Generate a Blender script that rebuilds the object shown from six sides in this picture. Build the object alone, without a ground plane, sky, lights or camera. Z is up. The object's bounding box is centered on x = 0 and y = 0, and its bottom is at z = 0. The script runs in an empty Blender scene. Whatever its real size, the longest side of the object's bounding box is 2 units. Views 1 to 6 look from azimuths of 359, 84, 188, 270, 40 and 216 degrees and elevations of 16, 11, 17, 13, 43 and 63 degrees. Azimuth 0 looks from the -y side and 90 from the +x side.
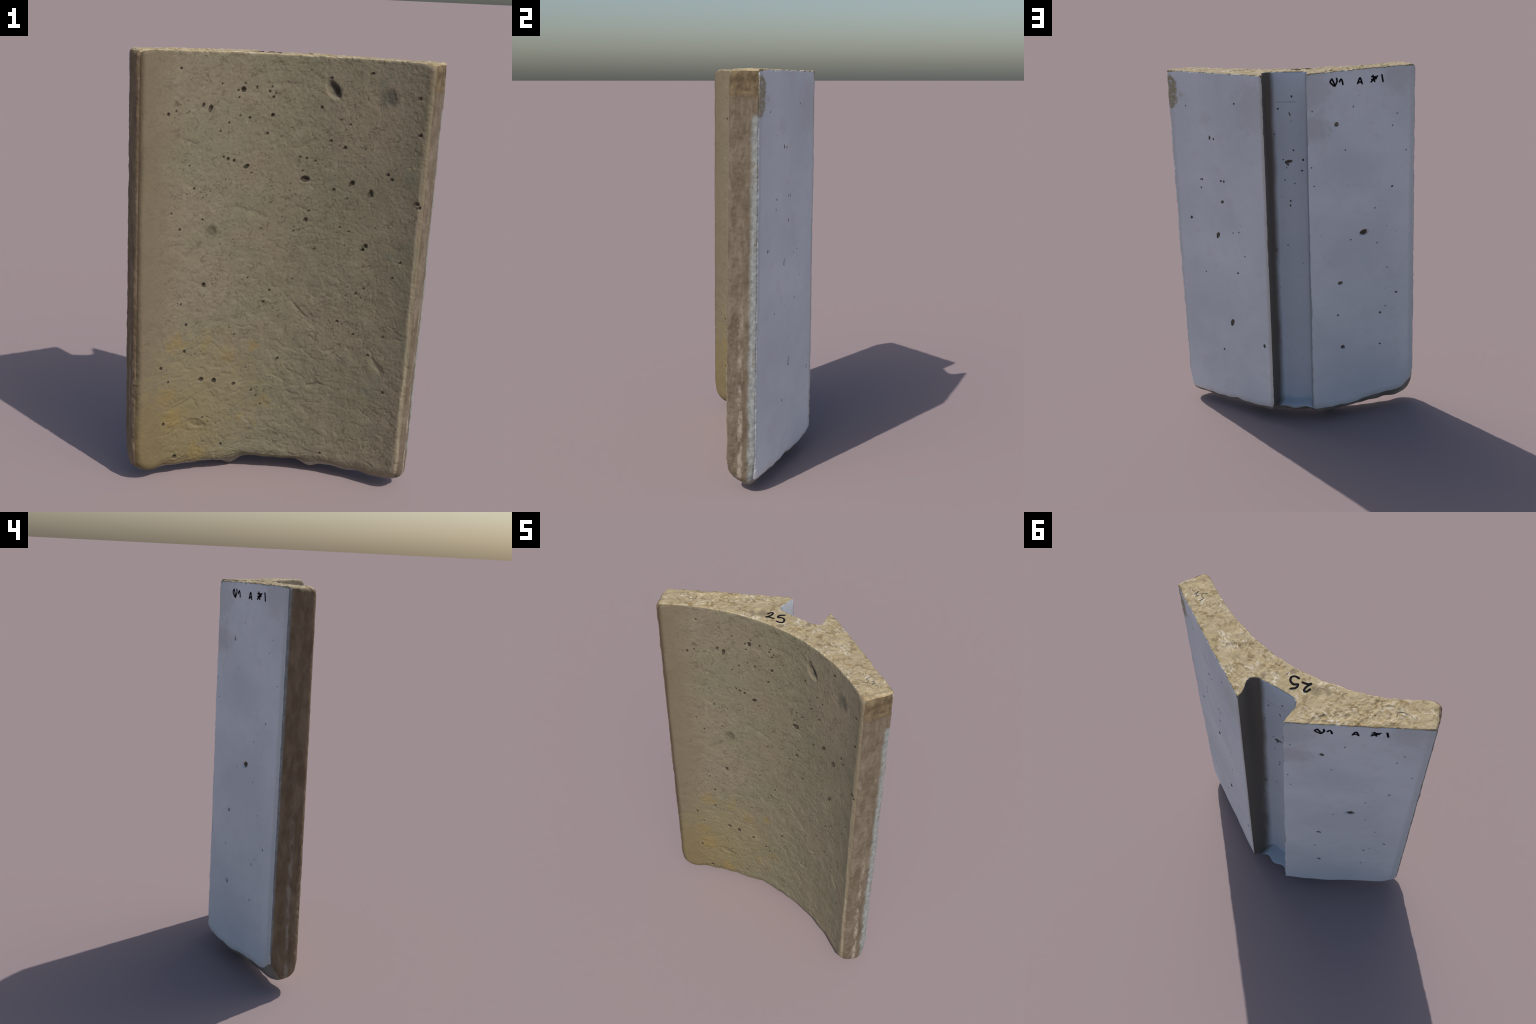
"""Plaster mould segment: an upright slab with a rough concave front, two smooth flat
back panels that meet at a dovetail channel, and a chipped, flaky top with ink marks."""
import bpy
import numpy as np
from mathutils import Vector
from mathutils.bvhtree import BVHTree

rng = np.random.default_rng(25)

# ------------------------------------------------------------------ numpy gradient noise
_perm = np.random.default_rng(7).permutation(256).astype(np.int64)
_perm = np.concatenate([_perm, _perm, _perm])
_g = np.random.default_rng(8).normal(size=(256, 3))
_g /= np.linalg.norm(_g, axis=1)[:, None]


def perlin(p):
    pi = np.floor(p).astype(np.int64)
    f = p - pi
    pi &= 255
    u = f * f * f * (f * (f * 6 - 15) + 10)
    out = 0.0
    for cx in (0, 1):
        for cy in (0, 1):
            for cz in (0, 1):
                h = _perm[_perm[_perm[(pi[:, 0] + cx) & 255] + ((pi[:, 1] + cy) & 255)]
                          + ((pi[:, 2] + cz) & 255)]
                d = (_g[h] * (f - np.array([cx, cy, cz]))).sum(1)
                w = (u[:, 0] if cx else 1 - u[:, 0]) * (u[:, 1] if cy else 1 - u[:, 1]) \
                    * (u[:, 2] if cz else 1 - u[:, 2])
                out = out + d * w
    return out * 1.6


def fbm(p, octaves=4, gain=.5):
    a, s, r = 1.0, 1.0, 0.0
    for k in range(octaves):
        r = r + a * perlin(p * s + 17.3 * k)
        a *= gain
        s *= 2.03
    return r


def ridged(p, octaves=3, gain=.5):
    a, s, r = 1.0, 1.0, 0.0
    for k in range(octaves):
        r = r + a * (1 - 2.2 * np.abs(perlin(p * s + 9.1 * k)))
        a *= gain
        s *= 2.1
    return r


def sstep(x, a, b):
    t = np.clip((x - a) / (b - a), 0, 1)
    return t * t * (3 - 2 * t)


# ------------------------------------------------------------------ plan section
HEIGHT = 1.985
ARC_R = 1.01          # radius of the concave front
ARC_Y = -0.012        # its deepest point
# (front x, back x, back y): matching stations along the front arc and the back outline
STATIONS = [
    (-.629, -.684, -.098), (-.262, -.125, .235), (-.250, -.124, .216), (-.226, -.126, .174),
    (-.204, -.128, .146), (-.175, -.121, .123), (-.140, -.102, .110), (-.055, -.050, .107),
    (.065, .060, .107), (.140, .098, .111), (.170, .117, .126), (.192, .120, .150),
    (.216, .107, .192), (.236, .102, .216), (.250, .104, .238), (.622, .686, -.097)]
TIP_A, TIP_B = 1, 14   # the channel lips
STEP = .0031

st = np.array(STATIONS)


def front_y(x):
    return ARC_Y - (ARC_R - np.sqrt(ARC_R ** 2 - x ** 2))


fx, bx, by, seg = [], [], [], []
for i in range(len(st) - 1):
    a, b = st[i], st[i + 1]
    n = max(3, int(np.ceil(max(np.hypot(*(b[1:] - a[1:])), abs(b[0] - a[0])) / STEP)))
    for k in range(n):
        w = k / n
        p = a + (b - a) * w
        fx.append(p[0]); bx.append(p[1]); by.append(p[2]); seg.append(i + w)
fx.append(st[-1, 0]); bx.append(st[-1, 1]); by.append(st[-1, 2]); seg.append(len(st) - 1.)
fx, bx, by, seg = map(np.array, (fx, bx, by, seg))
NS = len(fx)
ia = int(np.searchsorted(seg, TIP_A)); ib = int(np.searchsorted(seg, TIP_B))
for it in range(14):                       # round the channel's inner corners, keep the lips
    for arr in (bx, by):
        m = arr[ia + 2:ib - 1].copy()
        arr[ia + 2:ib - 1] = .25 * arr[ia + 1:ib - 2] + .5 * m + .25 * arr[ia + 3:ib]
for it in range(60):
    m = fx[ia - 40:ib + 41].copy()
    fx[ia - 40:ib + 41] = .25 * fx[ia - 41:ib + 40] + .5 * m + .25 * fx[ia - 39:ib + 42]
fy = front_y(fx)
thick = np.hypot(bx - fx, by - fy)
arc = np.concatenate([[0], np.cumsum(np.hypot(np.diff(fx), np.diff(fy)))])
ARC_LEN = arc[-1]
# outline of the closed foot of the channel: a slightly sagging lip between the two tips
gl = np.concatenate([[0], np.cumsum(np.hypot(np.diff(bx[ia:ib + 1]), np.diff(by[ia:ib + 1])))])
gl /= gl[-1]
fillx, filly = bx.copy(), by.copy()
fillx[ia:ib + 1] = bx[ia] + (bx[ib] - bx[ia]) * gl
filly[ia:ib + 1] = .234 - .030 * np.sin(np.pi * gl) ** .7

# height stations, denser where the channel floor turns out
zs = np.concatenate([np.arange(0, .03, .0035), np.arange(.03, .07, .0016),
                     np.arange(.07, HEIGHT - .03, .0036),
                     np.linspace(HEIGHT - .03, HEIGHT, 15)])
NZ = len(zs)
tt = np.linspace(0, 1, 61)
NT = len(tt)

# ------------------------------------------------------------------ surface lattice of the slab
idx = -np.ones((NS, NT, NZ), np.int32)
mask = np.zeros((NS, NT, NZ), bool)
mask[[0, -1]] = True
mask[:, [0, -1]] = True
mask[:, :, [0, -1]] = True
I, J, K = np.nonzero(mask)
N = len(I)
idx[I, J, K] = np.arange(N)


def quads(g, flip):
    q = np.stack([g[:-1, :-1], g[1:, :-1], g[1:, 1:], g[:-1, 1:]], -1).reshape(-1, 4)
    return q[:, ::-1] if flip else q


F_front = quads(idx[:, 0, :], False)
gb = idx[:, -1, :]
F_panel_l = quads(gb[:ia + 1], True)
F_channel = quads(gb[ia:ib + 1], True)
F_panel_r = quads(gb[ib:], True)
F_end_l = quads(idx[0], True)
F_end_r = quads(idx[-1], False)
F_top = quads(idx[:, :, -1], False)
F_bottom = quads(idx[:, :, 0], True)
ALL = np.concatenate([F_front, F_panel_l, F_channel, F_panel_r, F_end_l, F_end_r, F_top, F_bottom])

# distances from each lattice point to the box sides, then round the edges
sa = arc[I]
left = sa < ARC_LEN / 2
a = np.where(left, sa, ARC_LEN - sa)
tb = tt[J]
th = thick[I]
isfront = tb < .5
b = np.where(isfront, tb, 1 - tb) * th
zn = zs[K]
low = zn < .5
c = np.where(low, zn, HEIGHT - zn)
near_lip = np.exp(-(np.minimum(np.abs(bx[I] - bx[ia]), np.abs(bx[I] - bx[ib])) / .07) ** 2) * (tb > .5)
near_end = 1 - sstep(a, .0, .09)
def blend(front, back):                     # fillet radii change smoothly through the thickness
    w = sstep(tb, .25, .80)
    return front * (1 - w) + back * w


r_end = blend(np.where(left, .048, .044), .010)
chip = .5 + .5 * perlin(np.stack([sa * 9, tb * 0 + 3.3, zn * 9], 1))
at_foot = np.where(low, 1 - sstep(zn, .02, .16), 0)
ra = r_end + blend(.03, .012) * at_foot
rc = np.where(low, blend(.085, .060 + .055 * near_lip), .007 + .008 * chip + .020 * near_end)
rb_low = blend(.06, .035 + .03 * near_lip) * at_foot + r_end * (1 - at_foot)
rb = np.where(low, rb_low, blend(.009 + near_end * .030, .007))
rb = np.minimum(rb, th * .48)
qa, qb, qc = np.maximum(0, 1 - a / ra), np.maximum(0, 1 - b / rb), np.maximum(0, 1 - c / rc)
ql = np.sqrt(qa ** 2 + qb ** 2 + qc ** 2)
a2 = np.where(a < ra, ra * (1 - qa / ql), a)
b2 = np.where(b < rb, rb * (1 - qb / ql), b)
c2 = np.where(c < rc, rc * (1 - qc / ql), c)
s_new = np.where(left, a2, ARC_LEN - a2)
t_new = np.where(isfront, b2 / th, 1 - b2 / th)
z_new = np.where(low, c2, HEIGHT - c2)


def ev(arr):
    return np.interp(s_new, arc, arr)


# the channel's walls close in towards its foot, most at the floor
deep = np.clip((.232 - ev(by)) / .12, 0, 1) * ((s_new > arc[ia]) & (s_new < arc[ib]))
shut = np.clip((1.98 - z_new) / 1.9, 0, 1) ** .65 * deep
bxs = ev(bx)
bxs = -.02 + (bxs + .02) * (1 - shut * (.26 + .20 * sstep(bxs, -.08, .06)))
fill = 1 - sstep(z_new, .040, .056)
Bx = bxs * (1 - fill) + ev(fillx) * fill
By = ev(by) * (1 - fill) + ev(filly) * fill
Fx, Fy = ev(fx), ev(fy)
X = Fx + (Bx - Fx) * t_new
Y = Fy + (By - Fy) * t_new
Z = z_new.copy()

# the foot is uneven: lumps, and a knocked-off rear corner
P = np.stack([X, Y, Z], 1)
foot = .040 + .026 * sstep(-X, .1, .5) * sstep(t_new, .5, 1.) - .008 * sstep(X, .3, .6) * sstep(t_new, .5, 1.) + .010 * perlin(np.stack([X * 5, Y * 5, X * 0 + .7], 1)) \
    + .010 * perlin(np.stack([X * 13, Y * 13, X * 0 + 4.7], 1)) * (1 - np.exp(-(X / .2) ** 4) * sstep(t_new, .5, .8)) \
    + .055 * np.exp(-((X + .68) ** 2 + (Y + .09) ** 2) / .055 ** 2) \
    - .020 * np.exp(-((X + .53) ** 2 + (Y + .20) ** 2) / .06 ** 2) \
    - .048 * np.exp(-((X + .20) ** 2 + (Y - .06) ** 2) / .055 ** 2) \
    - .035 * np.exp(-((X - .22) ** 2 + (Y - .05) ** 2) / .055 ** 2) \
    + .024 * sstep(t_new, .55, 1.)
Z = Z + foot * (1 - sstep(Z, .0, .30))
# the top slopes a little towards the back and the +x end
Z += (.006 - .0050 * X / .65 - .020 * Y) * sstep(Z, 1.5, 1.95)
# the slab leans, twists and tapers a little towards the foot: front, -x panel and +x panel differ
up = 2.0 - Z
lean_f = -.013 + .002 * sstep(X, .2, .6) - .0195 * up * (1 - np.where(X > 0, .25, .50) * np.clip(np.abs(X) / .62, 0, 1) ** 4)
kx = np.clip((X + .12) / .47, 0, 1)
lean_b = (.000 - .003 * up) * (1 - kx) + (.006 - .0120 * up) * kx
Y += lean_f * (1 - t_new) + lean_b * t_new
X -= np.where(X > 0, .019 * X / .667, .003 * X / .674 * -1) * up / 2
P = np.stack([X, Y, Z], 1)


def vnormals(P):
    d1 = P[ALL[:, 2]] - P[ALL[:, 0]]
    d2 = P[ALL[:, 3]] - P[ALL[:, 1]]
    n = np.cross(d1, d2)
    out = np.zeros_like(P)
    for k in range(3):
        for j in range(4):
            out[:, k] += np.bincount(ALL[:, j], n[:, k], minlength=len(P))
    return out / np.maximum(1e-12, np.linalg.norm(out, axis=1))[:, None]


Nv = vnormals(P)

# ------------------------------------------------------------------ relief
top_w = 1 - sstep(HEIGHT - z_new, .001, .02)
front_w = (1 - sstep(t_new, .15, .75)) * (1 - top_w)
end_w = np.clip(1 - a2 / .03, 0, 1) * (1 - sstep(t_new, .80, .95))
back_w = sstep(t_new, .7, .95)

disp = .0016 * fbm(P * np.array([4, 4, 3.]), 3)                       # gentle waviness
lower = .55 + .45 * sstep(-P[:, 2], -1.25, -.35)                       # front is rougher lower down
margin = .35 + .65 * sstep(P[:, 0], -.56, -.46)                        # smooth strip at the left
warp = P + .02 * np.stack([perlin(P * 9), perlin(P * 9 + 5), perlin(P * 9 + 11)], 1)
fl = fbm(warp * np.array([26, 26, 34.]), 3)
flake = np.tanh(3.5 * fl) * .5 + .35 * fbm(warp * 60, 2)              # flat flakes with small steps
slab = np.tanh(3.5 * fbm(warp * np.array([9, 9, 12.]) + 77, 3)) 
gouge = np.maximum(0, ridged(warp * np.array([11, 11, 15.]) + 31, 2) - .95)
patch = sstep(perlin(P * 3.1 + 40), -.25, .35)
margin = margin * (1 - .35 * sstep(P[:, 0], .15, .40))                  # and calmer again on the right
disp += front_w * lower * margin * (.0016 * flake * (.3 + .7 * patch) - .0045 * gouge
                                    + .0015 * fbm(P * 11, 2))
disp += front_w * margin * .0012 * slab * sstep(-P[:, 2], -1.5, -.7)          # broad lifted flakes below
disp += front_w * margin * (.0009 * fbm(P * 75, 2) - .0014 * np.maximum(0, ridged(warp * 42 + 13, 2) - .8) * patch)
# end faces: vertical drags and a broken seam down the middle
drag = fbm(P * np.array([34, 34, 15.]), 3)
disp += end_w * (.0028 * drag + .0012 * fbm(P * 45, 2))
# top: crusted flakes and thin ridges
wt = P + .012 * np.stack([perlin(P * 17), perlin(P * 17 + 3), perlin(P * 0 + 1)], 1)
crust = ridged(wt * np.array([30, 22, 30.]) + 3, 3)
calm = .45 + .55 * sstep(perlin(P * 6 + 21), -.25, .3)                   # worn, flatter zones
calm *= 1 - .45 * np.exp(-((P[:, 0] + .08) ** 2) / .12 ** 2) - .35 * sstep(P[:, 0], .15, .35)
disp += top_w * (calm * (.0030 * (crust - .6) + .0022 * np.tanh(4 * fbm(wt * 34 + 9, 3))) + .0022 * fbm(P * 7, 2))
# ragged arrises: the channel lips, the back edges and the top rim
lipd = np.where(J == NT - 1, np.minimum(np.hypot(ev(bx) - bx[ia], ev(by) - by[ia]),
                                        np.hypot(ev(bx) - bx[ib], ev(by) - by[ib])), 1)
rag = .45 + .6 * fbm(P * np.array([12, 12, 17.]) + 60, 5, .65)
disp -= np.exp(-(lipd / .006) ** 2) * .0050 * np.clip(rag - .2, 0, 1.2)
be = np.exp(-((a2 ** 2 + ((1 - t_new) * th) ** 2) / .014 ** 2))
disp -= be * .006 * np.clip(rag - .2, 0, 1.2)
rim = np.exp(-((HEIGHT - z_new) / .010) ** 2) * (back_w > .5) * (J == NT - 1)
# the lips are bitten at the very top
disp -= np.exp(-(lipd / .03) ** 2) * np.exp(-((HEIGHT - z_new) / .022) ** 2) * .007 * (.4 + np.clip(rag, 0, 1))
disp -= rim * .006 * np.clip(fbm(P * np.array([34, 34, 10.]) + 80, 3), -.2, 1.2)
disp += back_w * (1 - top_w) * .0004 * fbm(P * 25, 3)

# top right corner: a hollow behind the raised rim, and a broken step on the right end
corner = np.exp(-((P[:, 0] - .60) ** 2 + (P[:, 1] + .16) ** 2) / .026 ** 2) * top_w
disp -= .007 * corner
step_r = (1 - top_w) * (I == NS - 1) * sstep(P[:, 2] + .012 * perlin(P * 30), 1.862, 1.880) * (1 - sstep(P[:, 1], -.115, -.10))
disp += .002 * step_r - .002 * (I == NS - 1) * (1 - top_w) * sstep(P[:, 2], 1.875, 1.93)

# air holes: (x, z, half width mm, half height mm)
HOLES_FRONT = [
    (-.455, 1.919, 4.8, 4.8), (-.188, 1.833, 10, 10), (-.179, 1.86, 4.1, 4.1), (-.21, 1.829, 4.1, 4.1),
    (-.205, 1.798, 4.1, 4.1), (-.28, 1.856, 3.4, 3.4), (-.504, 1.724, 6, 6), (-.472, 1.737, 4, 4),
    (-.359, 1.763, 6, 8), (-.328, 1.748, 8, 14), (-.072, 1.828, 4.8, 4.8), (-.062, 1.848, 4.1, 4.1),
    (-.046, 1.821, 3.4, 3.4), (-.055, 1.804, 5.5, 5.5), (-.129, 1.843, 4, 6), (-.156, 1.71, 5.5, 5.5),
    (-.055, 1.725, 7, 7), (-.198, 1.719, 3.4, 4), (-.245, 1.687, 4.1, 4.1), (-.282, 1.65, 4.1, 4.1),
    (-.075, 1.643, 5.5, 5.5), (.195, 1.899, 5.5, 5.5), (.367, 1.929, 7, 5), (.562, 1.841, 6, 6),
    (.16, 1.769, 5.5, 5.5), (.208, 1.625, 5.5, 5.5), (.271, 1.599, 7, 7), (.247, 1.606, 3.4, 3.4),
    (.575, 1.687, 7.5, 5.5), (-.264, 1.535, 4.1, 4.1), (-.245, 1.526, 6, 6), (-.218, 1.519, 6, 6),
    (-.162, 1.494, 13, 7.5), (-.138, 1.466, 3.4, 3.4), (.077, 1.545, 4.1, 4.1), (.106, 1.54, 4.8, 4.8),
    (.144, 1.531, 4.1, 4.1), (.091, 1.483, 4.1, 4.1), (.103, 1.446, 18, 12), (.31, 1.443, 13, 9),
    (.233, 1.408, 6, 6), (.394, 1.407, 9, 15), (.459, 1.5, 6, 6), (.477, 1.48, 6, 6), (.584, 1.391, 10, 7.5),
    (.594, 1.375, 7, 6), (-.389, 1.396, 4.8, 4.8), (-.411, 1.499, 3.4, 3.4), (.128, 1.303, 4.1, 4.1),
    (.115, 1.26, 8, 9), (-.484, 1.289, 4.1, 4.1), (-.349, 1.254, 4.1, 4.1), (-.447, 1.213, 4.8, 4.8),
    (.064, 1.205, 4.1, 4.1), (.27, 1.239, 4.1, 3.4), (-.085, 1.213, 3, 3), (.311, 1.225, 3.4, 3.4),
    (.295, 1.373, 3.4, 3.4), (.288, 1.704, 3.4, 3.4), (.249, 1.721, 3.4, 3.4)]
HOLES_FRONT_LOW = [
    (-.336, .948, 8, 9), (-.033, .918, 5, 5), (-.06, .862, 5.8, 5.8), (-.434, .864, 4.4, 4.4),
    (-.409, .762, 5.8, 5.8), (-.414, .633, 6.6, 6.6), (-.516, .564, 6.6, 5.8), (-.335, .486, 10, 8.5),
    (-.276, .477, 10, 9), (-.182, .455, 7.3, 6.6), (-.098, .422, 4.4, 4.4), (-.483, .491, 4.4, 4.4),
    (-.501, .285, 5.8, 5.8), (-.449, .11, 9.5, 8.8), (-.232, .146, 5, 5), (.387, 1.167, 8.8, 8.8),
    (.377, 1.149, 6.6, 6.6), (.162, 1.128, 5, 5), (.537, 1.117, 4.4, 4.4), (.51, 1.041, 4.4, 4.4),
    (.361, .941, 4.4, 4.4), (.393, .97, 3.7, 3.7), (.286, .795, 5, 5), (.361, .744, 4.4, 4.4),
    (.432, .656, 5, 5), (.491, .758, 3.7, 3.7), (.02, .586, 5, 6.6), (.508, .491, 5, 6.6), (.247, .123, 4.4, 4.4),
    (-.051, .351, 3.7, 3.7), (-.074, .393, 3.7, 3.7), (.07, .979, 3.7, 3.7), (-.136, .977, 3.7, 3.7),
    (-.188, .702, 3.7, 3.7), (-.323, .294, 3.7, 3.7)]
HOLES_PANEL_R = [
    (.27, 1.83, 4, 4), (.43, 1.633, 4.5, 10), (.406, 1.628, 4, 5), (.493, 1.392, 4.5, 4.5), (.504, 1.393, 3, 3),
    (.503, 1.344, 3, 4.5), (.374, 1.397, 4.5, 5), (.356, 1.396, 4.5, 6), (.371, 1.279, 7, 7.5), (.578, 1.159, 6, 7),
    (.409, 1.081, 8, 15), (.277, 1.119, 3, 3), (.295, .876, 4.5, 4.5), (.345, .566, 9, 17), (.147, .472, 6, 9),
    (.41, .381, 4.5, 5), (.247, .983, 3, 3), (.314, 1.109, 3, 3), (.572, 1.798, 3, 3), (.503, .845, 3, 3)]
HOLES_PANEL_L = [
    (-.269, 1.714, 7.5, 11), (-.356, 1.798, 3, 3), (-.15, 1.794, 3, 3), (-.313, 1.573, 3, 3),
    (-.559, 1.342, 4.5, 4.5), (-.405, 1.104, 21, 12), (-.277, .831, 9.5, 8.5), (-.583, .719, 5, 5),
    (-.264, .644, 4.5, 4.5), (-.494, .612, 5, 5), (-.286, .447, 9.5, 8.5), (-.492, .421, 4.5, 4.5),
    (-.533, .877, 3, 3), (-.152, 1.398, 3, 3), (-.141, 1.5, 3, 3), (-.561, 1.678, 3, 3), (-.634, 1.535, 3, 3),
    (-.337, 1.072, 3, 3), (-.477, 1.031, 3, 3), (-.467, 1.232, 3, 3), (-.585, 1.741, 3, 3), (-.523, .648, 3, 3)]
HOLES_CHANNEL = [
    (-.032, 1.859, 4.5, 4.5), (.043, 1.795, 4, 4), (-.019, 1.766, 3, 9), (-.006, 1.509, 17, 8),
    (-.002, 1.493, 6, 4), (-.035, 1.571, 4, 4), (-.086, 1.519, 4, 6), (-.079, 1.46, 5, 4), (-.012, 1.291, 4, 4),
    (-.01, 1.265, 4, 5), (.016, 1.408, 3, 3), (.074, 1.014, 4, 8), (.065, 1.659, 3, 3), (.022, 1.521, 3, 3),
    (.011, 1.039, 3, 3), (.005, 1.476, 3, 3), (-.037, 1.389, 3, 3)]
on_front = (J == 0)
on_back = (J == NT - 1)
HOLES = []      # side, x, z, half width, half height, tilt


def add_holes(lst, side):
    for (x, z, w, h) in lst:
        tilt = rng.uniform(-.5, .5) + (.45 if w > 12 and side == 'front' else 0)
        k = 1.12 if side == 'front' else 1.2
        HOLES.append((side, x, z, k * w / 1000, k * h / 1000, tilt if max(w, h) > 6 else 0.))


add_holes(HOLES_FRONT + HOLES_FRONT_LOW, 'front')
add_holes(HOLES_PANEL_R + HOLES_PANEL_L + HOLES_CHANNEL, 'back')
n_placed = len(HOLES)
# many more pin holes, scattered in loose clusters on the front
for k in range(48):
    cx, cz = rng.uniform(-.48, .52), rng.uniform(.15, 1.92)
    for j in range(rng.integers(3, 8)):
        HOLES.append(('front', cx + rng.normal() * .035, cz + rng.normal() * .03,
                      rng.uniform(.0016, .003), rng.uniform(.0016, .003), 0.))
for k in range(60):
    x = rng.choice([rng.uniform(-.62, -.15), rng.uniform(.13, .62), rng.uniform(-.09, .08)])
    HOLES.append(('back', x, rng.uniform(.35, 1.93), rng.uniform(.0014, .0023), rng.uniform(.0014, .0023), 0.))

slope_l = (st[1, 2] - st[0, 2]) / (st[1, 1] - st[0, 1])
stretch_f = np.sqrt(1 + (P[:, 0] ** 2) / (ARC_R ** 2 - P[:, 0] ** 2))
in_chan = (I > ia + 1) & (I < ib - 1)
stretch_b = np.where(in_chan, 1.0, np.sqrt(1 + slope_l ** 2))
for side, x, z, w, h, tilt in HOLES:
    m = (on_front if side == 'front' else on_back) & (np.abs(P[:, 2] - z) < .06) & (np.abs(P[:, 0] - x) < .06)
    if side == 'back' and abs(x) < .1:
        m &= in_chan
    k = np.nonzero(m)[0]
    dx = (P[k, 0] - x) * (stretch_f[k] if side == 'front' else stretch_b[k])
    dz = P[k, 2] - z
    ct, sn = np.cos(tilt), np.sin(tilt)
    r2 = ((dx * ct + dz * sn) / w) ** 2 + ((-dx * sn + dz * ct) / h) ** 2
    disp[k] -= min(w, h) * .95 * np.clip(1 - r2 / 1.25, 0, 1) ** .8


# shallow knocks and flakes on the front: x, z, half sizes, tilt, depth
DENTS = [(-.307, 1.199, .022, .030, .1, .007), (-.472, 1.767, .010, .016, .1, .004),
         (-.350, .268, .055, .024, -.45, .008), (.205, 1.850, .030, .055, .62, .009),
         (.449, 1.831, .028, .042, .1, .004)]
for x, z, w, h, tilt, dep in DENTS:
    k = np.nonzero(on_front & (np.abs(P[:, 2] - z) < .12) & (np.abs(P[:, 0] - x) < .12))[0]
    dx, dz = (P[k, 0] - x) * stretch_f[k], P[k, 2] - z
    ct, sn = np.cos(tilt), np.sin(tilt)
    u, v = (dx * ct + dz * sn) / w, (-dx * sn + dz * ct) / h
    r = np.sqrt(u * u + v * v) + .18 * perlin(P[k] * 35)
    disp[k] -= dep * (1 - sstep(r, .55, 1.0)) * (.65 - .35 * np.clip(v, -1, 1))
# slanting tool steps on the front: x0, z0, x1, z1, height
SCORES = [(-.053, 1.591, .077, 1.703, .0035), (.051, 1.579, .147, 1.634, .003), (-.454, 1.626, -.372, 1.591, .003),
          (.068, .879, .155, .788, .0035), (.446, .654, .506, .583, .005), (.245, .640, .308, .693, .004),
          (.051, .637, .093, .695, .0035), (-.161, .471, -.139, .592, .003), (.159, .464, .240, .478, .004),
          (-.476, .351, -.339, .426, .003), (-.22, 1.32, -.06, 1.27, .003), (.03, 1.30, .08, 1.33, .003),
          (-.10, 1.865, .07, 1.868, .002), (.192, 1.882, .240, 1.818, .011)]
for x0, z0, x1, z1, hgt in SCORES:
    ux, uz = x1 - x0, z1 - z0
    L = np.hypot(ux, uz)
    ux, uz = ux / L, uz / L
    k = np.nonzero(on_front & (P[:, 0] > x0 - .06) & (P[:, 0] < x1 + .06)
                   & (P[:, 2] > min(z0, z1) - .06) & (P[:, 2] < max(z0, z1) + .06))[0]
    al = (P[k, 0] - x0) * ux + (P[k, 2] - z0) * uz
    ac = -(P[k, 0] - x0) * uz + (P[k, 2] - z0) * ux + .006 * perlin(P[k] * 22)
    env = sstep(al, -.01, .02) * (1 - sstep(al, L - .02, L + .01))
    disp[k] -= hgt * env * np.where(ac > 0, np.exp(-ac / .004), np.exp(-(ac / .018) ** 2))

P = P + Nv * disp[:, None]
# stand on the ground and reach the full 2 m exactly
hi = P[:, 2].max()
P[:, 2] += (2.0 - hi) * sstep(P[:, 2], 1.9, 1.99) * sstep(-P[:, 0], .2, .6)
lowest = P[:, 2].min()
P[:, 2] -= lowest * (1 - sstep(P[:, 2], .0, .08))
P[:, 2] -= P[:, 2].min()
P[:, 2] *= 2.0 / P[:, 2].max()
P[:, 0] -= (P[:, 0].min() + P[:, 0].max()) / 2
P[:, 1] -= (P[:, 1].min() + P[:, 1].max()) / 2
Nv = vnormals(P)


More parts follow.
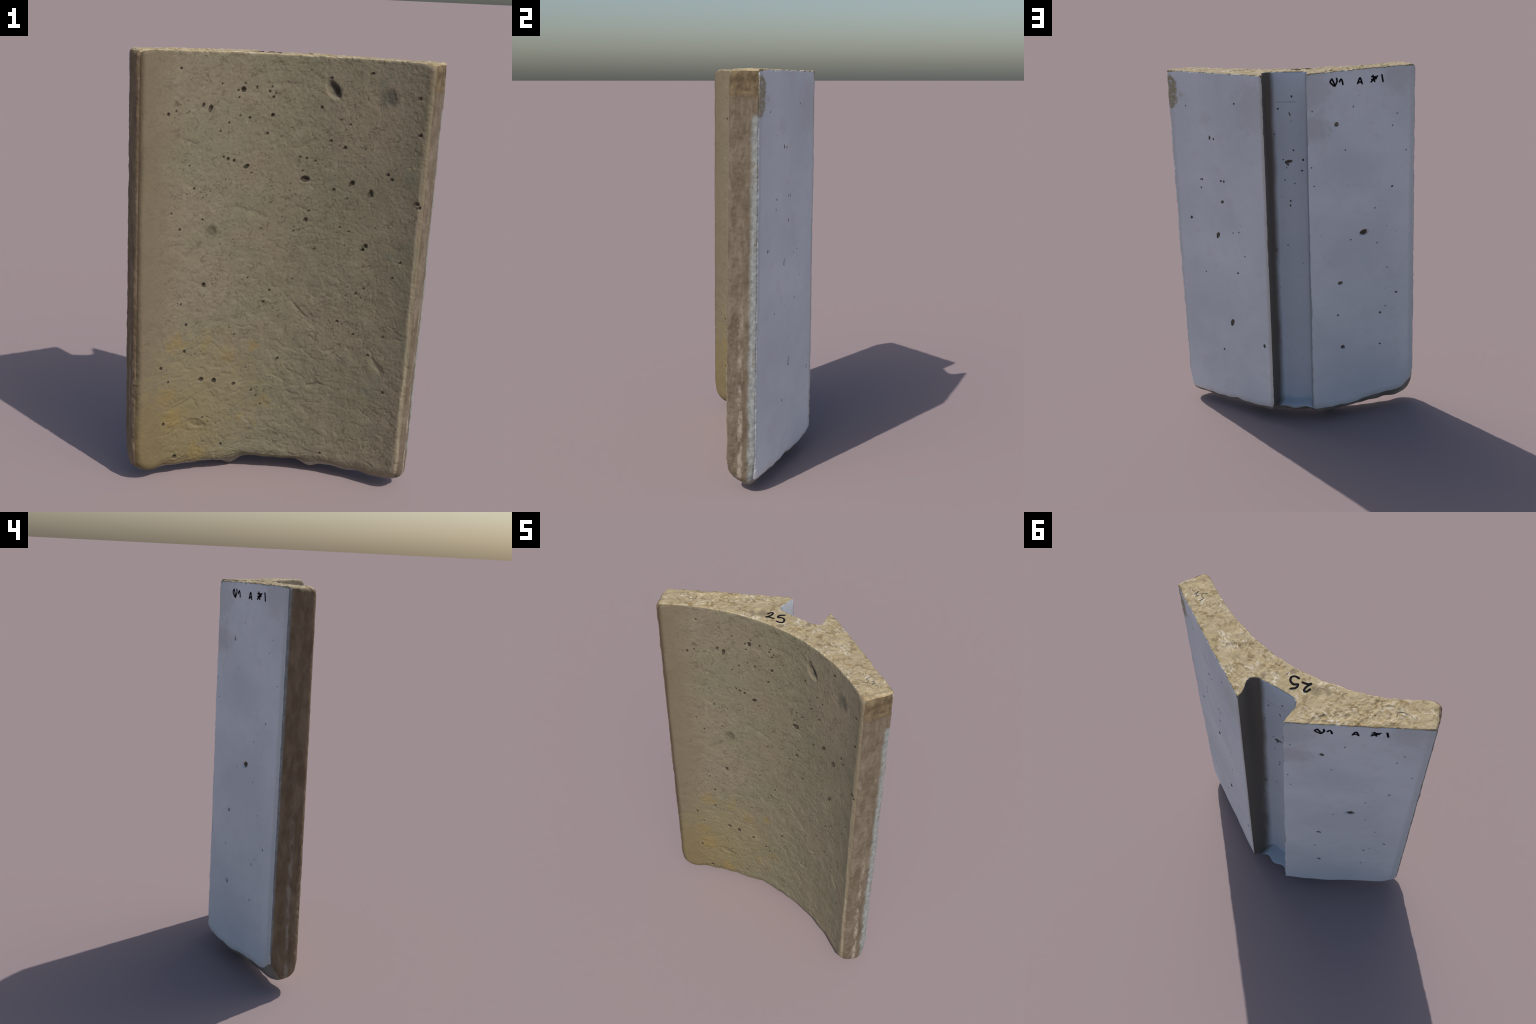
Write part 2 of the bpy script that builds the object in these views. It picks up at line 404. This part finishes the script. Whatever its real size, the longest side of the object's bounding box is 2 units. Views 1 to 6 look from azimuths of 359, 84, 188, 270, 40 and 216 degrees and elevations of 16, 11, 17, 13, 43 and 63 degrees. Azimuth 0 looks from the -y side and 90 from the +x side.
# ------------------------------------------------------------------ node helpers
class Graph:
    def __init__(self, name):
        self.mat = bpy.data.materials.new(name)
        self.mat.use_nodes = True
        self.t = self.mat.node_tree
        self.t.nodes.clear()
        self.out = self.t.nodes.new('ShaderNodeOutputMaterial')
        self.bsdf = self.t.nodes.new('ShaderNodeBsdfPrincipled')
        self.t.links.new(self.bsdf.outputs[0], self.out.inputs[0])
        self.pos = self.t.nodes.new('ShaderNodeTexCoord').outputs['Object']
        sep = self.t.nodes.new('ShaderNodeSeparateXYZ')
        self.t.links.new(self.pos, sep.inputs[0])
        self.x, self.y, self.z = sep.outputs

    def link(self, v, sock):
        if hasattr(v, 'is_output'):
            self.t.links.new(v, sock)
        elif v is not None:
            if isinstance(v, (tuple, list)) and len(v) == 3 and len(sock.default_value) == 4:
                v = (*v, 1)
            sock.default_value = v

    def math(self, op, a, b=None, c=None, clamp=False):
        n = self.t.nodes.new('ShaderNodeMath')
        n.operation = op
        n.use_clamp = clamp
        for k, v in enumerate((a, b, c)):
            if v is not None:
                self.link(v, n.inputs[k])
        return n.outputs[0]

    def scaled(self, scale, offset=(0, 0, 0)):
        n = self.t.nodes.new('ShaderNodeMapping')
        n.inputs['Scale'].default_value = scale
        n.inputs['Location'].default_value = offset
        self.t.links.new(self.pos, n.inputs[0])
        return n.outputs[0]

    def noise(self, scale, detail=4, rough=.55, vec=None, dist=0):
        n = self.t.nodes.new('ShaderNodeTexNoise')
        n.inputs['Scale'].default_value = scale
        n.inputs['Detail'].default_value = detail
        n.inputs['Roughness'].default_value = rough
        n.inputs['Distortion'].default_value = dist
        self.t.links.new(vec if vec is not None else self.pos, n.inputs['Vector'])
        return n.outputs['Fac']

    def voronoi(self, scale, vec=None, feature='F1'):
        n = self.t.nodes.new('ShaderNodeTexVoronoi')
        n.feature = feature
        n.inputs['Scale'].default_value = scale
        self.t.links.new(vec if vec is not None else self.pos, n.inputs['Vector'])
        return n.outputs['Distance']

    def remap(self, v, a, b, lo=0., hi=1., smooth=True):
        n = self.t.nodes.new('ShaderNodeMapRange')
        n.interpolation_type = 'SMOOTHSTEP' if smooth else 'LINEAR'
        self.link(v, n.inputs[0])
        for k, w in enumerate((a, b, lo, hi)):
            n.inputs[k + 1].default_value = w
        return n.outputs[0]

    def mix(self, fac, a, b, mode='MIX'):
        n = self.t.nodes.new('ShaderNodeMix')
        n.data_type = 'RGBA'
        n.blend_type = mode
        self.link(fac, n.inputs[0])
        self.link(a, n.inputs[6])
        self.link(b, n.inputs[7])
        return n.outputs[2]

    def blob(self, centre, radius, wobble):
        n = self.t.nodes.new('ShaderNodeVectorMath')
        n.operation = 'DISTANCE'
        self.t.links.new(self.pos, n.inputs[0])
        n.inputs[1].default_value = centre
        d = self.math('DIVIDE', n.outputs['Value'], radius)
        d = self.math('ADD', d, wobble)
        return self.remap(d, 1.15, .35)

    def finish(self, colour, rough=.85, bump=None, strength=.3, dist=.002, spec=.25):
        self.link(colour, self.bsdf.inputs['Base Color'])
        self.link(rough, self.bsdf.inputs['Roughness'])
        self.bsdf.inputs['Specular IOR Level'].default_value = spec
        if bump is not None:
            n = self.t.nodes.new('ShaderNodeBump')
            n.inputs['Strength'].default_value = strength
            n.inputs['Distance'].default_value = dist
            self.link(bump, n.inputs['Height'])
            self.t.links.new(n.outputs[0], self.bsdf.inputs['Normal'])
        return self.mat


GREY = (.76, .79, .805)  # both greys lifted and blued to match the back in skylit shade
GREY_D = (.655, .69, .715)
TAN = (.245, .205, .142)
BROWN = (.155, .115, .075)


def front_material():
    g = Graph('rough_tan_plaster')
    big = g.noise(3.2, 4)
    mid = g.noise(16, 5, .6)
    fine = g.noise(70, 4, .65)
    col = g.mix(g.remap(big, .35, .65), (.182, .168, .110), (.202, .171, .118))
    col = g.mix(g.math('MULTIPLY', g.remap(mid, .52, .72), .5), col, (.145, .126, .083))
    col = g.mix(g.math('MULTIPLY', g.remap(mid, .48, .28), .6), col, (.225, .205, .140))
    col = g.mix(g.math('MULTIPLY', g.remap(fine, .56, .72), .5), col, (.105, .090, .060))
    # short dark crinkles: crevice shade drawn into the colour between flakes
    for sc_, wd_, seed_, k_ in ((15, .022, 0., .55), (26, .026, 3., .6), (40, .030, 7., .5)):
        nn = g.noise(sc_, 2, .5, g.scaled((1, 1, 1.35), (seed_, seed_, 0)), .6)
        crk = g.remap(g.math('ABSOLUTE', g.math('SUBTRACT', nn, .5)), wd_, wd_ * .25)
        gate = g.remap(g.noise(sc_ * .8, 2, .5, g.scaled((1, 1, 1), (seed_ + 11, 0, 5))), .52, .62)
        crk = g.math('MULTIPLY', crk, gate)
        col = g.mix(g.math('MULTIPLY', crk, k_), col, (.088, .073, .046))
    col = g.mix(g.remap(g.math('ADD', g.x, g.math('MULTIPLY', big, .3)), .30, .65), col, g.mix(1., col, (1.22, 1.2, 1.17), 'MULTIPLY'))  # right side lightened to offset the weaker sun falling on it
    # pinker, smoother strip down the left margin
    wob = g.math('MULTIPLY', g.math('SUBTRACT', g.noise(9, 3), .5), .12)
    xl = g.math('ADD', g.x, wob)
    col = g.mix(g.math('MULTIPLY', g.remap(xl, -.40, -.60), .7), col, (.158, .123, .079))
    # brown, worn arrises at both vertical edges
    edge = g.math('ADD', g.x, g.math('MULTIPLY', g.math('SUBTRACT', g.noise(14, 3, .6, g.scaled((1, 1, .25))), .5), .03))
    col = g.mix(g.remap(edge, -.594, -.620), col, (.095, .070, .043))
    col = g.mix(g.math('MULTIPLY', g.remap(edge, .575, .605), .75), col, (.205, .165, .106))
    rl = g.math('MULTIPLY', g.remap(g.math('ABSOLUTE', g.math('SUBTRACT', edge, .592)), .009, .002), g.remap(g.z, 1.65, 1.4))
    col = g.mix(g.math('MULTIPLY', rl, .5), col, (.36, .31, .215))
    # knocked hollows tinted darker
    kn = g.math('MULTIPLY', g.math('SUBTRACT', g.noise(30, 3, .6), .5), .6)
    col = g.mix(g.math('MULTIPLY', g.blob((-.307, -.08, 1.199), .036, kn), .7), col, (.098, .084, .056))
    col = g.mix(g.math('MULTIPLY', g.blob((-.472, -.135, 1.767), .020, kn), .6), col, (.10, .086, .056))
    for cx_, cz_ in ((-.385, .285), (-.35, .268), (-.32, .252)):
        col = g.mix(g.math('MULTIPLY', g.blob((cx_, -.105, cz_), .034, kn), .4), col, (.135, .108, .076))
    # yellow-ochre stains at the lower left
    wobble = g.math('MULTIPLY', g.math('SUBTRACT', g.noise(32, 5, .65), .5), 2.6)
    wash = g.blob((-.544, -.19, .17), .36, g.math('MULTIPLY', wobble, .4))
    col = g.mix(g.math('MULTIPLY', wash, .6), col, (.172, .128, .052))
    wash = g.blob((-.33, -.08, .40), .36, wobble)
    col = g.mix(g.math('MULTIPLY', wash, .5), col, (.205, .170, .085))
    for c, r, k in [((-.454, -.136, .68), .050, .75), ((-.324, -.081, .673), .055, .45), ((-.095, -.033, .644), .028, .8),
                    ((-.207, -.05, .595), .040, .7), ((-.464, -.145, .304), .055, .75), ((-.353, -.098, .115), .06, .7),
                    ((-.032, -.032, .362), .03, .7), ((-.076, -.036, .247), .026, .7), ((-.498, -.162, .416), .045, .6),
                    ((-.154, -.044, .281), .03, .5)]:
        col = g.mix(g.math('MULTIPLY', g.blob(c, r * 1.15, wobble), k * .6), col, (.228, .158, .050))
    # grey-green patches inside the two knocks near the top right
    col = g.mix(g.math('MULTIPLY', g.blob((.449, -.115, 1.831), .055, g.math('MULTIPLY', wobble, .15)), .75), col, (.088, .085, .066))
    col = g.mix(g.math('MULTIPLY', g.blob((.225, -.04, 1.845), .030, g.math('MULTIPLY', wobble, .2)), .95), col, (.045, .04, .03))
    col = g.mix(g.math('MULTIPLY', g.blob((.205, -.035, 1.868), .028, g.math('MULTIPLY', wobble, .2)), .85), col, (.06, .053, .04))
    col = g.mix(g.math('MULTIPLY', g.blob((.18, -.03, 1.845), .030, g.math('MULTIPLY', wobble, .4)), .35), col, (.22, .175, .115))
    # greenish hints on the right
    col = g.mix(g.math('MULTIPLY', g.math('MULTIPLY', g.remap(g.noise(7, 3), .55, .7), g.remap(g.x, .1, .45)), .35), col, (.165, .172, .13))
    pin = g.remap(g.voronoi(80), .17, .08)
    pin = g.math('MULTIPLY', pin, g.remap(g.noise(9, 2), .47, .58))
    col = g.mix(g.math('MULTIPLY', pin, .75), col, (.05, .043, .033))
    h = g.math('ADD', fine, g.math('MULTIPLY', g.noise(180, 3), .5))
    return g.finish(col, .9, h, .45, .003)


def grey_colour(g):
    big = g.noise(2.6, 4, .5)
    mid = g.noise(12, 4, .55)
    col = g.mix(g.remap(big, .3, .7), GREY_D, GREY)
    col = g.mix(g.math('MULTIPLY', g.remap(mid, .5, .75), .45), col, (.66, .655, .655))
    col = g.mix(g.math('MULTIPLY', g.remap(g.noise(55, 3), .55, .8), .25), col, (.54, .55, .56))
    pin = g.math('MULTIPLY', g.remap(g.voronoi(70), .13, .06), g.remap(g.noise(6, 2), .52, .62))
    col = g.mix(g.math('MULTIPLY', pin, .6), col, (.09, .085, .085))
    return col


def panel_material():
    g = Graph('smooth_grey_plaster')
    col = grey_colour(g)
    wob = g.math('MULTIPLY', g.math('SUBTRACT', g.noise(26, 4, .65), .5), 1.5)
    # thumbed, dirty smudges beside the channel lips near the top
    for c, r, k in [((.15, .20, 1.80), .17, .22), ((-.16, .20, 1.70), .10, .35), ((-.14, .21, 1.9), .14, .2),
                    ((.44, .03, 1.73), .06, .2), ((-.60, -.05, 1.93), .13, .25)]:
        col = g.mix(g.math('MULTIPLY', g.blob(c, r, wob), k), col, (.42, .39, .34))
    # greyer strip along the arris by the ends and buff bruises on the lips
    nz = g.math('MULTIPLY', g.math('SUBTRACT', g.noise(40, 3, .6), .5), .02)
    ax = g.math('ADD', g.math('ABSOLUTE', g.x), nz)
    col = g.mix(g.math('MULTIPLY', g.remap(ax, .645, .665), .5), col, (.52, .54, .53))
    col = g.mix(g.math('MULTIPLY', g.remap(ax, .128, .112), .6), col, (.52, .48, .41))
    # tan mortar smear at the upper outer corner
    sm = None
    for cz_, r_ in ((1.93, .045), (1.905, .065), (1.875, .070), (1.845, .066), (1.81, .046)):
        bl_ = g.blob((.665, -.09, cz_), r_, g.math('MULTIPLY', wob, .75))
        sm = bl_ if sm is None else g.math('MAXIMUM', sm, bl_)
    sm = g.math('MULTIPLY', g.remap(sm, .12, .75), g.remap(g.noise(60, 4, .7), .30, .52))
    sm = g.math('MAXIMUM', sm, g.math('MULTIPLY', g.blob((.592, -.055, 1.862), .024, wob), .8))
    sm = g.math('MAXIMUM', sm, g.math('MULTIPLY', g.blob((.580, -.05, 1.845), .016, wob), .8))
    col = g.mix(sm, col, (.37, .32, .20))
    return g.finish(col, .72, g.noise(160, 3), .12, .001, .35)


def channel_material():
    g = Graph('channel_grey_plaster')
    col = grey_colour(g)
    col = g.mix(.5, col, (.58, .67, .76))
    # dark brown tone over the wall on the +x side
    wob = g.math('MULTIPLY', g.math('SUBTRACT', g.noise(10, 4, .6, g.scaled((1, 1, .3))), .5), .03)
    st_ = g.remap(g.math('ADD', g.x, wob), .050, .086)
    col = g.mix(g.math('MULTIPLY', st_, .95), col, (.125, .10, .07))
    col = g.mix(g.math('MULTIPLY', g.remap(g.math('ADD', g.x, g.math('MULTIPLY', wob, .5)), -.100, -.112), .9), col, (.40, .43, .45))  # -x wall colour darkened where sunlight rendered it too white
    # faint set line across the floor
    ln = g.math('MULTIPLY', g.remap(g.math('ABSOLUTE', g.math('SUBTRACT', g.z, 1.830)), .004, .001),
                g.remap(g.math('ABSOLUTE', g.x), .06, .05))
    col = g.mix(g.math('MULTIPLY', ln, .35), col, (.12, .11, .10))
    return g.finish(col, .65, g.noise(140, 3), .12, .001, .35)


def top_material():
    g = Graph('flaky_buff_plaster')
    n1 = g.noise(9, 4, .6)
    n2 = g.noise(38, 5, .65, None, .6)
    n3 = g.noise(26, 5, .65, g.scaled((1, 1.3, 1), (4, 1, 0)), .8)
    col = g.mix(g.remap(n1, .35, .65), (.378, .298, .168), (.428, .346, .212))
    col = g.mix(g.math('MULTIPLY', g.remap(n3, .51, .63), .85), col, (.225, .160, .074))
    col = g.mix(g.math('MULTIPLY', g.remap(n2, .58, .72), .6), col, (.56, .50, .39))
    rdg = g.remap(g.math('ABSOLUTE', g.math('SUBTRACT', g.noise(20, 2, .5, g.scaled((1, 1.5, 1)), .8), .5)), .045, .006)
    col = g.mix(g.math('MULTIPLY', g.math('MULTIPLY', rdg, g.remap(g.noise(14, 3), .46, .60)), .8), col, (.60, .54, .43))
    col = g.mix(g.math('MULTIPLY', g.remap(g.noise(5, 2), .58, .72), .5), col, (.33, .225, .11))
    wob = g.math('MULTIPLY', g.math('SUBTRACT', g.noise(30, 3, .6), .5), 1.2)
    for c, r in [((-.155, .03, 1.99), .030), ((-.20, .005, 1.99), .022), ((.08, .09, 1.99), .02), ((-.02, .0, 1.99), .02)]:
        col = g.mix(g.math('MULTIPLY', g.blob(c, r, wob), .55), col, (.12, .095, .065))
    return g.finish(col, .85, n2, .5, .004, .35)


def end_material():
    g = Graph('dragged_brown_plaster')
    streak = g.noise(24, 5, .62, g.scaled((1, 1, .38)))
    blot = g.noise(11, 4, .6, g.scaled((1, 1, .5), (3, 0, 0)))
    col = g.mix(g.remap(streak, .35, .68), (.128, .101, .069), (.185, .152, .112))
    col = g.mix(g.math('MULTIPLY', g.remap(blot, .5, .68), .7), col, (.115, .085, .056))
    col = g.mix(g.remap(g.x, .1, -.1), col, g.mix(1., col, (1.35, 1.22, 1.05), 'MULTIPLY'))
    # pale broken seam running down the middle of the face, stronger below
    wob = g.math('MULTIPLY', g.math('SUBTRACT', g.noise(16, 4, .6, g.scaled((1, 1, .6))), .5), .035)
    lean = g.math('MULTIPLY_ADD', g.z, -.012, g.math('ADD', g.y, wob))
    seam = g.remap(g.math('ABSOLUTE', g.math('ADD', lean, .185)), .014, .003)
    seam = g.math('MULTIPLY', seam, g.remap(g.z, 1.3, .5))
    seam = g.math('MULTIPLY', seam, g.remap(g.noise(35, 3, .6, g.scaled((1, 1, .5))), .38, .6))
    col = g.mix(g.math('MULTIPLY', seam, .75), col, (.36, .31, .25))
    col = g.mix(g.math('MULTIPLY', g.remap(g.noise(30, 4, .6), .62, .72), .35), col, (.27, .25, .20))
    # browner block left at the very top of the +x end
    blk = g.math('MULTIPLY', g.remap(g.math('ADD', g.z, g.math('MULTIPLY', wob, 1.2)), 1.858, 1.878), g.remap(g.x, 0, .1))
    col = g.mix(g.math('MULTIPLY', blk, .9), col, g.mix(g.remap(g.noise(28, 4, .65), .38, .62), (.098, .070, .038), (.172, .126, .070)))
    # grey wraps round the rear arris, darkened so direct sun does not bleach it
    gy = g.math('MULTIPLY_ADD', g.z, -.017, g.math('ADD', g.y, g.math('MULTIPLY', wob, .5)))
    wr = g.math('MULTIPLY', g.remap(gy, -.160, -.138), g.remap(g.x, 0, .1))
    wr = g.math('MULTIPLY', wr, g.remap(g.math('ADD', g.z, wob), 1.80, 1.77))
    wr = g.math('MULTIPLY', wr, g.remap(g.noise(30, 4, .65, g.scaled((1, 1, .5), (0, 0, 3))), .70, .52))
    wl = g.math('MULTIPLY', g.remap(g.math('ADD', g.y, g.math('MULTIPLY', wob, .2)), -.114, -.106), g.remap(g.x, 0, -.1))
    col = g.mix(g.math('MULTIPLY', g.math('MAXIMUM', wr, wl), .9), col, g.mix(g.remap(g.noise(45, 3, .6), .4, .65), (.225, .245, .24), (.31, .335, .33)))
    return g.finish(col, .9, g.noise(90, 4, .6, g.scaled((1, 1, .4))), .4, .003)


def bottom_material():
    g = Graph('broken_foot_plaster')
    col = g.mix(g.remap(g.noise(8, 5, .6), .35, .65), (.20, .185, .155), (.31, .285, .24))
    return g.finish(col, .9, g.noise(60, 4), .4, .003)


def hole_material(name, c1, c2):
    g = Graph(name)
    col = g.mix(g.remap(g.noise(60, 3), .35, .65), c1, c2)
    return g.finish(col, .95)


def ink_material(name, c):
    g = Graph(name)
    col = g.mix(g.remap(g.noise(120, 3), .4, .7), c, tuple(v * 2.2 for v in c))
    return g.finish(col, .95, spec=.05)


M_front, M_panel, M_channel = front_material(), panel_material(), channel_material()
M_top, M_end, M_bottom = top_material(), end_material(), bottom_material()
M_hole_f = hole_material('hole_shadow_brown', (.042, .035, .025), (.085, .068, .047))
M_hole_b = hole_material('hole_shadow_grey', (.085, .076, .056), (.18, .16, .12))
M_ink = ink_material('black_marker_ink', (.007, .007, .009))
M_ink_faint = ink_material('faded_pencil', (.085, .075, .062))

# ------------------------------------------------------------------ objects
root = bpy.data.objects.new('plaster_mould_segment', None)
bpy.context.scene.collection.objects.link(root)
root.empty_display_size = .3
root["label"] = "curved plaster slab with grooved grey back and rough tan front"
root["category"] = "plaster block"


def part(name, faces, mat):
    used, inv = np.unique(faces, return_inverse=True)
    me = bpy.data.meshes.new(name)
    nf = len(faces)
    me.vertices.add(len(used))
    me.vertices.foreach_set('co', P[used].astype(np.float32).ravel())
    me.loops.add(nf * 4)
    me.loops.foreach_set('vertex_index', inv.reshape(-1).astype(np.int32))
    me.polygons.add(nf)
    me.polygons.foreach_set('loop_start', np.arange(0, nf * 4, 4, dtype=np.int32))
    me.polygons.foreach_set('loop_total', np.full(nf, 4, np.int32))
    me.update(calc_edges=True)
    me.validate()
    me.polygons.foreach_set('use_smooth', np.ones(nf, bool))
    me.materials.append(mat)
    me.normals_split_custom_set_from_vertices(Nv[used].tolist())
    ob = bpy.data.objects.new(name, me)
    ob.parent = root
    bpy.context.scene.collection.objects.link(ob)
    return ob


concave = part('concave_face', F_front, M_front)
panel_l = part('back_panel', F_panel_l, M_panel)
panel_r = part('back_panel', F_panel_r, M_panel)
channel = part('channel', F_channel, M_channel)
part('end_face', F_end_l, M_end)
part('end_face', F_end_r, M_end)
top = part('top_face', F_top, M_top)
part('bottom_face', F_bottom, M_bottom)


def tree(faces):
    used, inv = np.unique(faces, return_inverse=True)
    return BVHTree.FromPolygons(P[used].tolist(), inv.reshape(-1, 4).tolist())


T_front = tree(F_front)
T_panel_l, T_panel_r, T_chan, T_top = tree(F_panel_l), tree(F_panel_r), tree(F_channel), tree(F_top)


def small_mesh(name, verts, faces, mat, parent):
    me = bpy.data.meshes.new(name)
    me.from_pydata(verts, [], faces)
    me.materials.append(mat)
    me.polygons.foreach_set('use_smooth', [True] * len(faces))
    ob = bpy.data.objects.new(name, me)
    ob.parent = parent
    bpy.context.scene.collection.objects.link(ob)
    return ob


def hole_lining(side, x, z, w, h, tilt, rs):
    """Lining coloured dark to show the shadow inside one air hole, laid on the pitted surface."""
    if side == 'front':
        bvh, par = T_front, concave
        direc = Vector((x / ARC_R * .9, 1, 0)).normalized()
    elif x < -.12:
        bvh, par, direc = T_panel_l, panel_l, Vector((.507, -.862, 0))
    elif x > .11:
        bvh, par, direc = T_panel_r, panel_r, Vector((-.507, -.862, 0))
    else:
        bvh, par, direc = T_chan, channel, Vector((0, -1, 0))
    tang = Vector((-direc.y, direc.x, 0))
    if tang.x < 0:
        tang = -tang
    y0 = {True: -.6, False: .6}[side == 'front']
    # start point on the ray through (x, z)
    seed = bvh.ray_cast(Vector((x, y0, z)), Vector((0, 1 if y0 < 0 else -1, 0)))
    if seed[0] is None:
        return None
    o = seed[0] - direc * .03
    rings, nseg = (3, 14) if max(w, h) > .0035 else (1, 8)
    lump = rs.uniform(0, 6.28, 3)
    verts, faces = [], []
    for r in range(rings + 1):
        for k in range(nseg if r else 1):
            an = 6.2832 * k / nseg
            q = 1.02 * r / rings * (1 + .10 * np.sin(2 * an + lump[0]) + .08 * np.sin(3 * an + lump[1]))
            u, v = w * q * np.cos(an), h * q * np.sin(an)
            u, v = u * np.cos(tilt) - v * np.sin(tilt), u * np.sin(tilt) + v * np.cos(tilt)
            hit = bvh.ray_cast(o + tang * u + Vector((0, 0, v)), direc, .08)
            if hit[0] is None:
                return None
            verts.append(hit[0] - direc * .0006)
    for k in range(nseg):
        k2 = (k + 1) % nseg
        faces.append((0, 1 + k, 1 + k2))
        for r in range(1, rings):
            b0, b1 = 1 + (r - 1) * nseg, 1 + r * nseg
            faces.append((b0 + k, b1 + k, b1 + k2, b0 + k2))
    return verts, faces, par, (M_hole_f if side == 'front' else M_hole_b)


rs = np.random.default_rng(3)
stuff = {}
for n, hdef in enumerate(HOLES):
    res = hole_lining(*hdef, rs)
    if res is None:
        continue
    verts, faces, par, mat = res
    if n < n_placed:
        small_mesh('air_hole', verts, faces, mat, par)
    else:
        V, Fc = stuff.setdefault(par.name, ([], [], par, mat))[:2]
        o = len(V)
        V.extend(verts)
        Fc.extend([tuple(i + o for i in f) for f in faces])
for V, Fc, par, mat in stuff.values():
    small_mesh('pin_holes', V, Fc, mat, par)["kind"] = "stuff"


def catmull(pts, n=6):
    p = np.array(pts)
    if len(p) == 2:
        return p[0] + (p[1] - p[0]) * np.linspace(0, 1, 8)[:, None]
    q = np.vstack([2 * p[0] - p[1], p, 2 * p[-1] - p[-2]])
    out = []
    for i in range(1, len(q) - 2):
        for t in np.arange(n) / n:
            out.append(.5 * (2 * q[i] + (q[i + 1] - q[i - 1]) * t + (2 * q[i - 1] - 5 * q[i] + 4 * q[i + 1] - q[i + 2]) * t * t
                             + (3 * q[i] - q[i - 1] - 3 * q[i + 1] + q[i + 2]) * t ** 3))
    out.append(p[-1])
    return np.array(out)


def ink_stroke(name, pts, width, cast, mat, par):
    """A pen stroke: a narrow ribbon with round tips, laid on the surface under it."""
    c = catmull(pts)
    d = np.gradient(c, axis=0)
    d /= np.maximum(1e-9, np.linalg.norm(d, axis=1))[:, None]
    c = np.vstack([c[0] - d[0] * width * .45, c, c[-1] + d[-1] * width * .45])
    d = np.vstack([d[0], d, d[-1]])
    wd = np.full(len(c), width / 2)
    wd[[0, -1]] *= .45
    nrm = np.stack([-d[:, 1], d[:, 0]], 1)
    verts, faces = [], []
    for i in range(len(c)):
        for s in (-1, -.33, .33, 1):
            verts.append(cast(*(c[i] + nrm[i] * wd[i] * s)))
        if i:
            for k in range(3):
                faces.append((4 * i - 4 + k, 4 * i - 3 + k, 4 * i + 1 + k, 4 * i + k))
    small_mesh(name, verts, faces, mat, par)


def on_top(x, y):
    h = T_top.ray_cast(Vector((x, y, 2.2)), Vector((0, 0, -1)))
    return (h[0] if h[0] else Vector((x, y, 1.985))) + Vector((0, 0, .0010))


PL_N = Vector((.507, -.862, 0))


def on_panel(x, z):
    h = T_panel_l.ray_cast(Vector((x, .6, z)), Vector((0, -1, 0)))
    return (h[0] if h[0] else Vector((x, .1, z))) - PL_N * .0008


# marker writing near the top of the -x panel, as (x, z)
PANEL_INK = [
    [(-.2507, 1.9528), (-.2416, 1.9383), (-.2532, 1.922), (-.265, 1.9148), (-.2593, 1.9325), (-.2518, 1.9496)],
    [(-.2738, 1.9538), (-.2754, 1.9371), (-.265, 1.9148)],
    [(-.2873, 1.9342), (-.2952, 1.9476), (-.3011, 1.9392), (-.305, 1.9191)],
    [(-.3792, 1.9168), (-.3915, 1.9466), (-.4023, 1.9147)], [(-.3822, 1.9239), (-.4005, 1.9241)],
    [(-.4507, 1.9464), (-.4722, 1.9445)], [(-.4481, 1.9199), (-.4814, 1.9481)],
    [(-.4574, 1.9532), (-.4666, 1.9201)], [(-.4506, 1.9321), (-.4752, 1.9349)],
    [(-.5037, 1.9524), (-.5099, 1.9162)]]
for s in PANEL_INK:
    ink_stroke('ink_mark', s, .0082, on_panel, M_ink, panel_l)
# the number on the top face, and fainter pencilled figures at both ends, as (x, y)
TOP_INK = [
    [(-.1289, .0386), (-.1223, .0575), (-.1109, .0582), (-.109, .0368), (-.1188, .0121), (-.1072, .0222), (-.0821, .0278)],
    [(-.0576, .0819), (-.0747, .0654), (-.0723, .0467), (-.0562, .0568), (-.0353, .0501), (-.0281, .0309),
     (-.0399, .0196), (-.0586, .0187)]]
for s in TOP_INK:
    ink_stroke('ink_mark', s, .0100, on_top, M_ink, top)
PENCIL = [
    [(.5414, -.0687), (.5356, -.0877), (.5477, -.0929), (.5542, -.1023), (.5476, -.1151), (.5337, -.1181)],
    [(.5643, -.0897), (.5721, -.0788), (.5771, -.0962), (.5771, -.1086), (.5834, -.0846)],
    [(-.5361, -.0888), (-.5213, -.0895), (-.5082, -.0843), (-.4982, -.0718), (-.5047, -.0551)],
    [(-.0051, .0206), (-.0025, .0338)]]
for s in PENCIL:
    ink_stroke('pencil_mark', s, .0032, on_top, M_ink_faint, top)
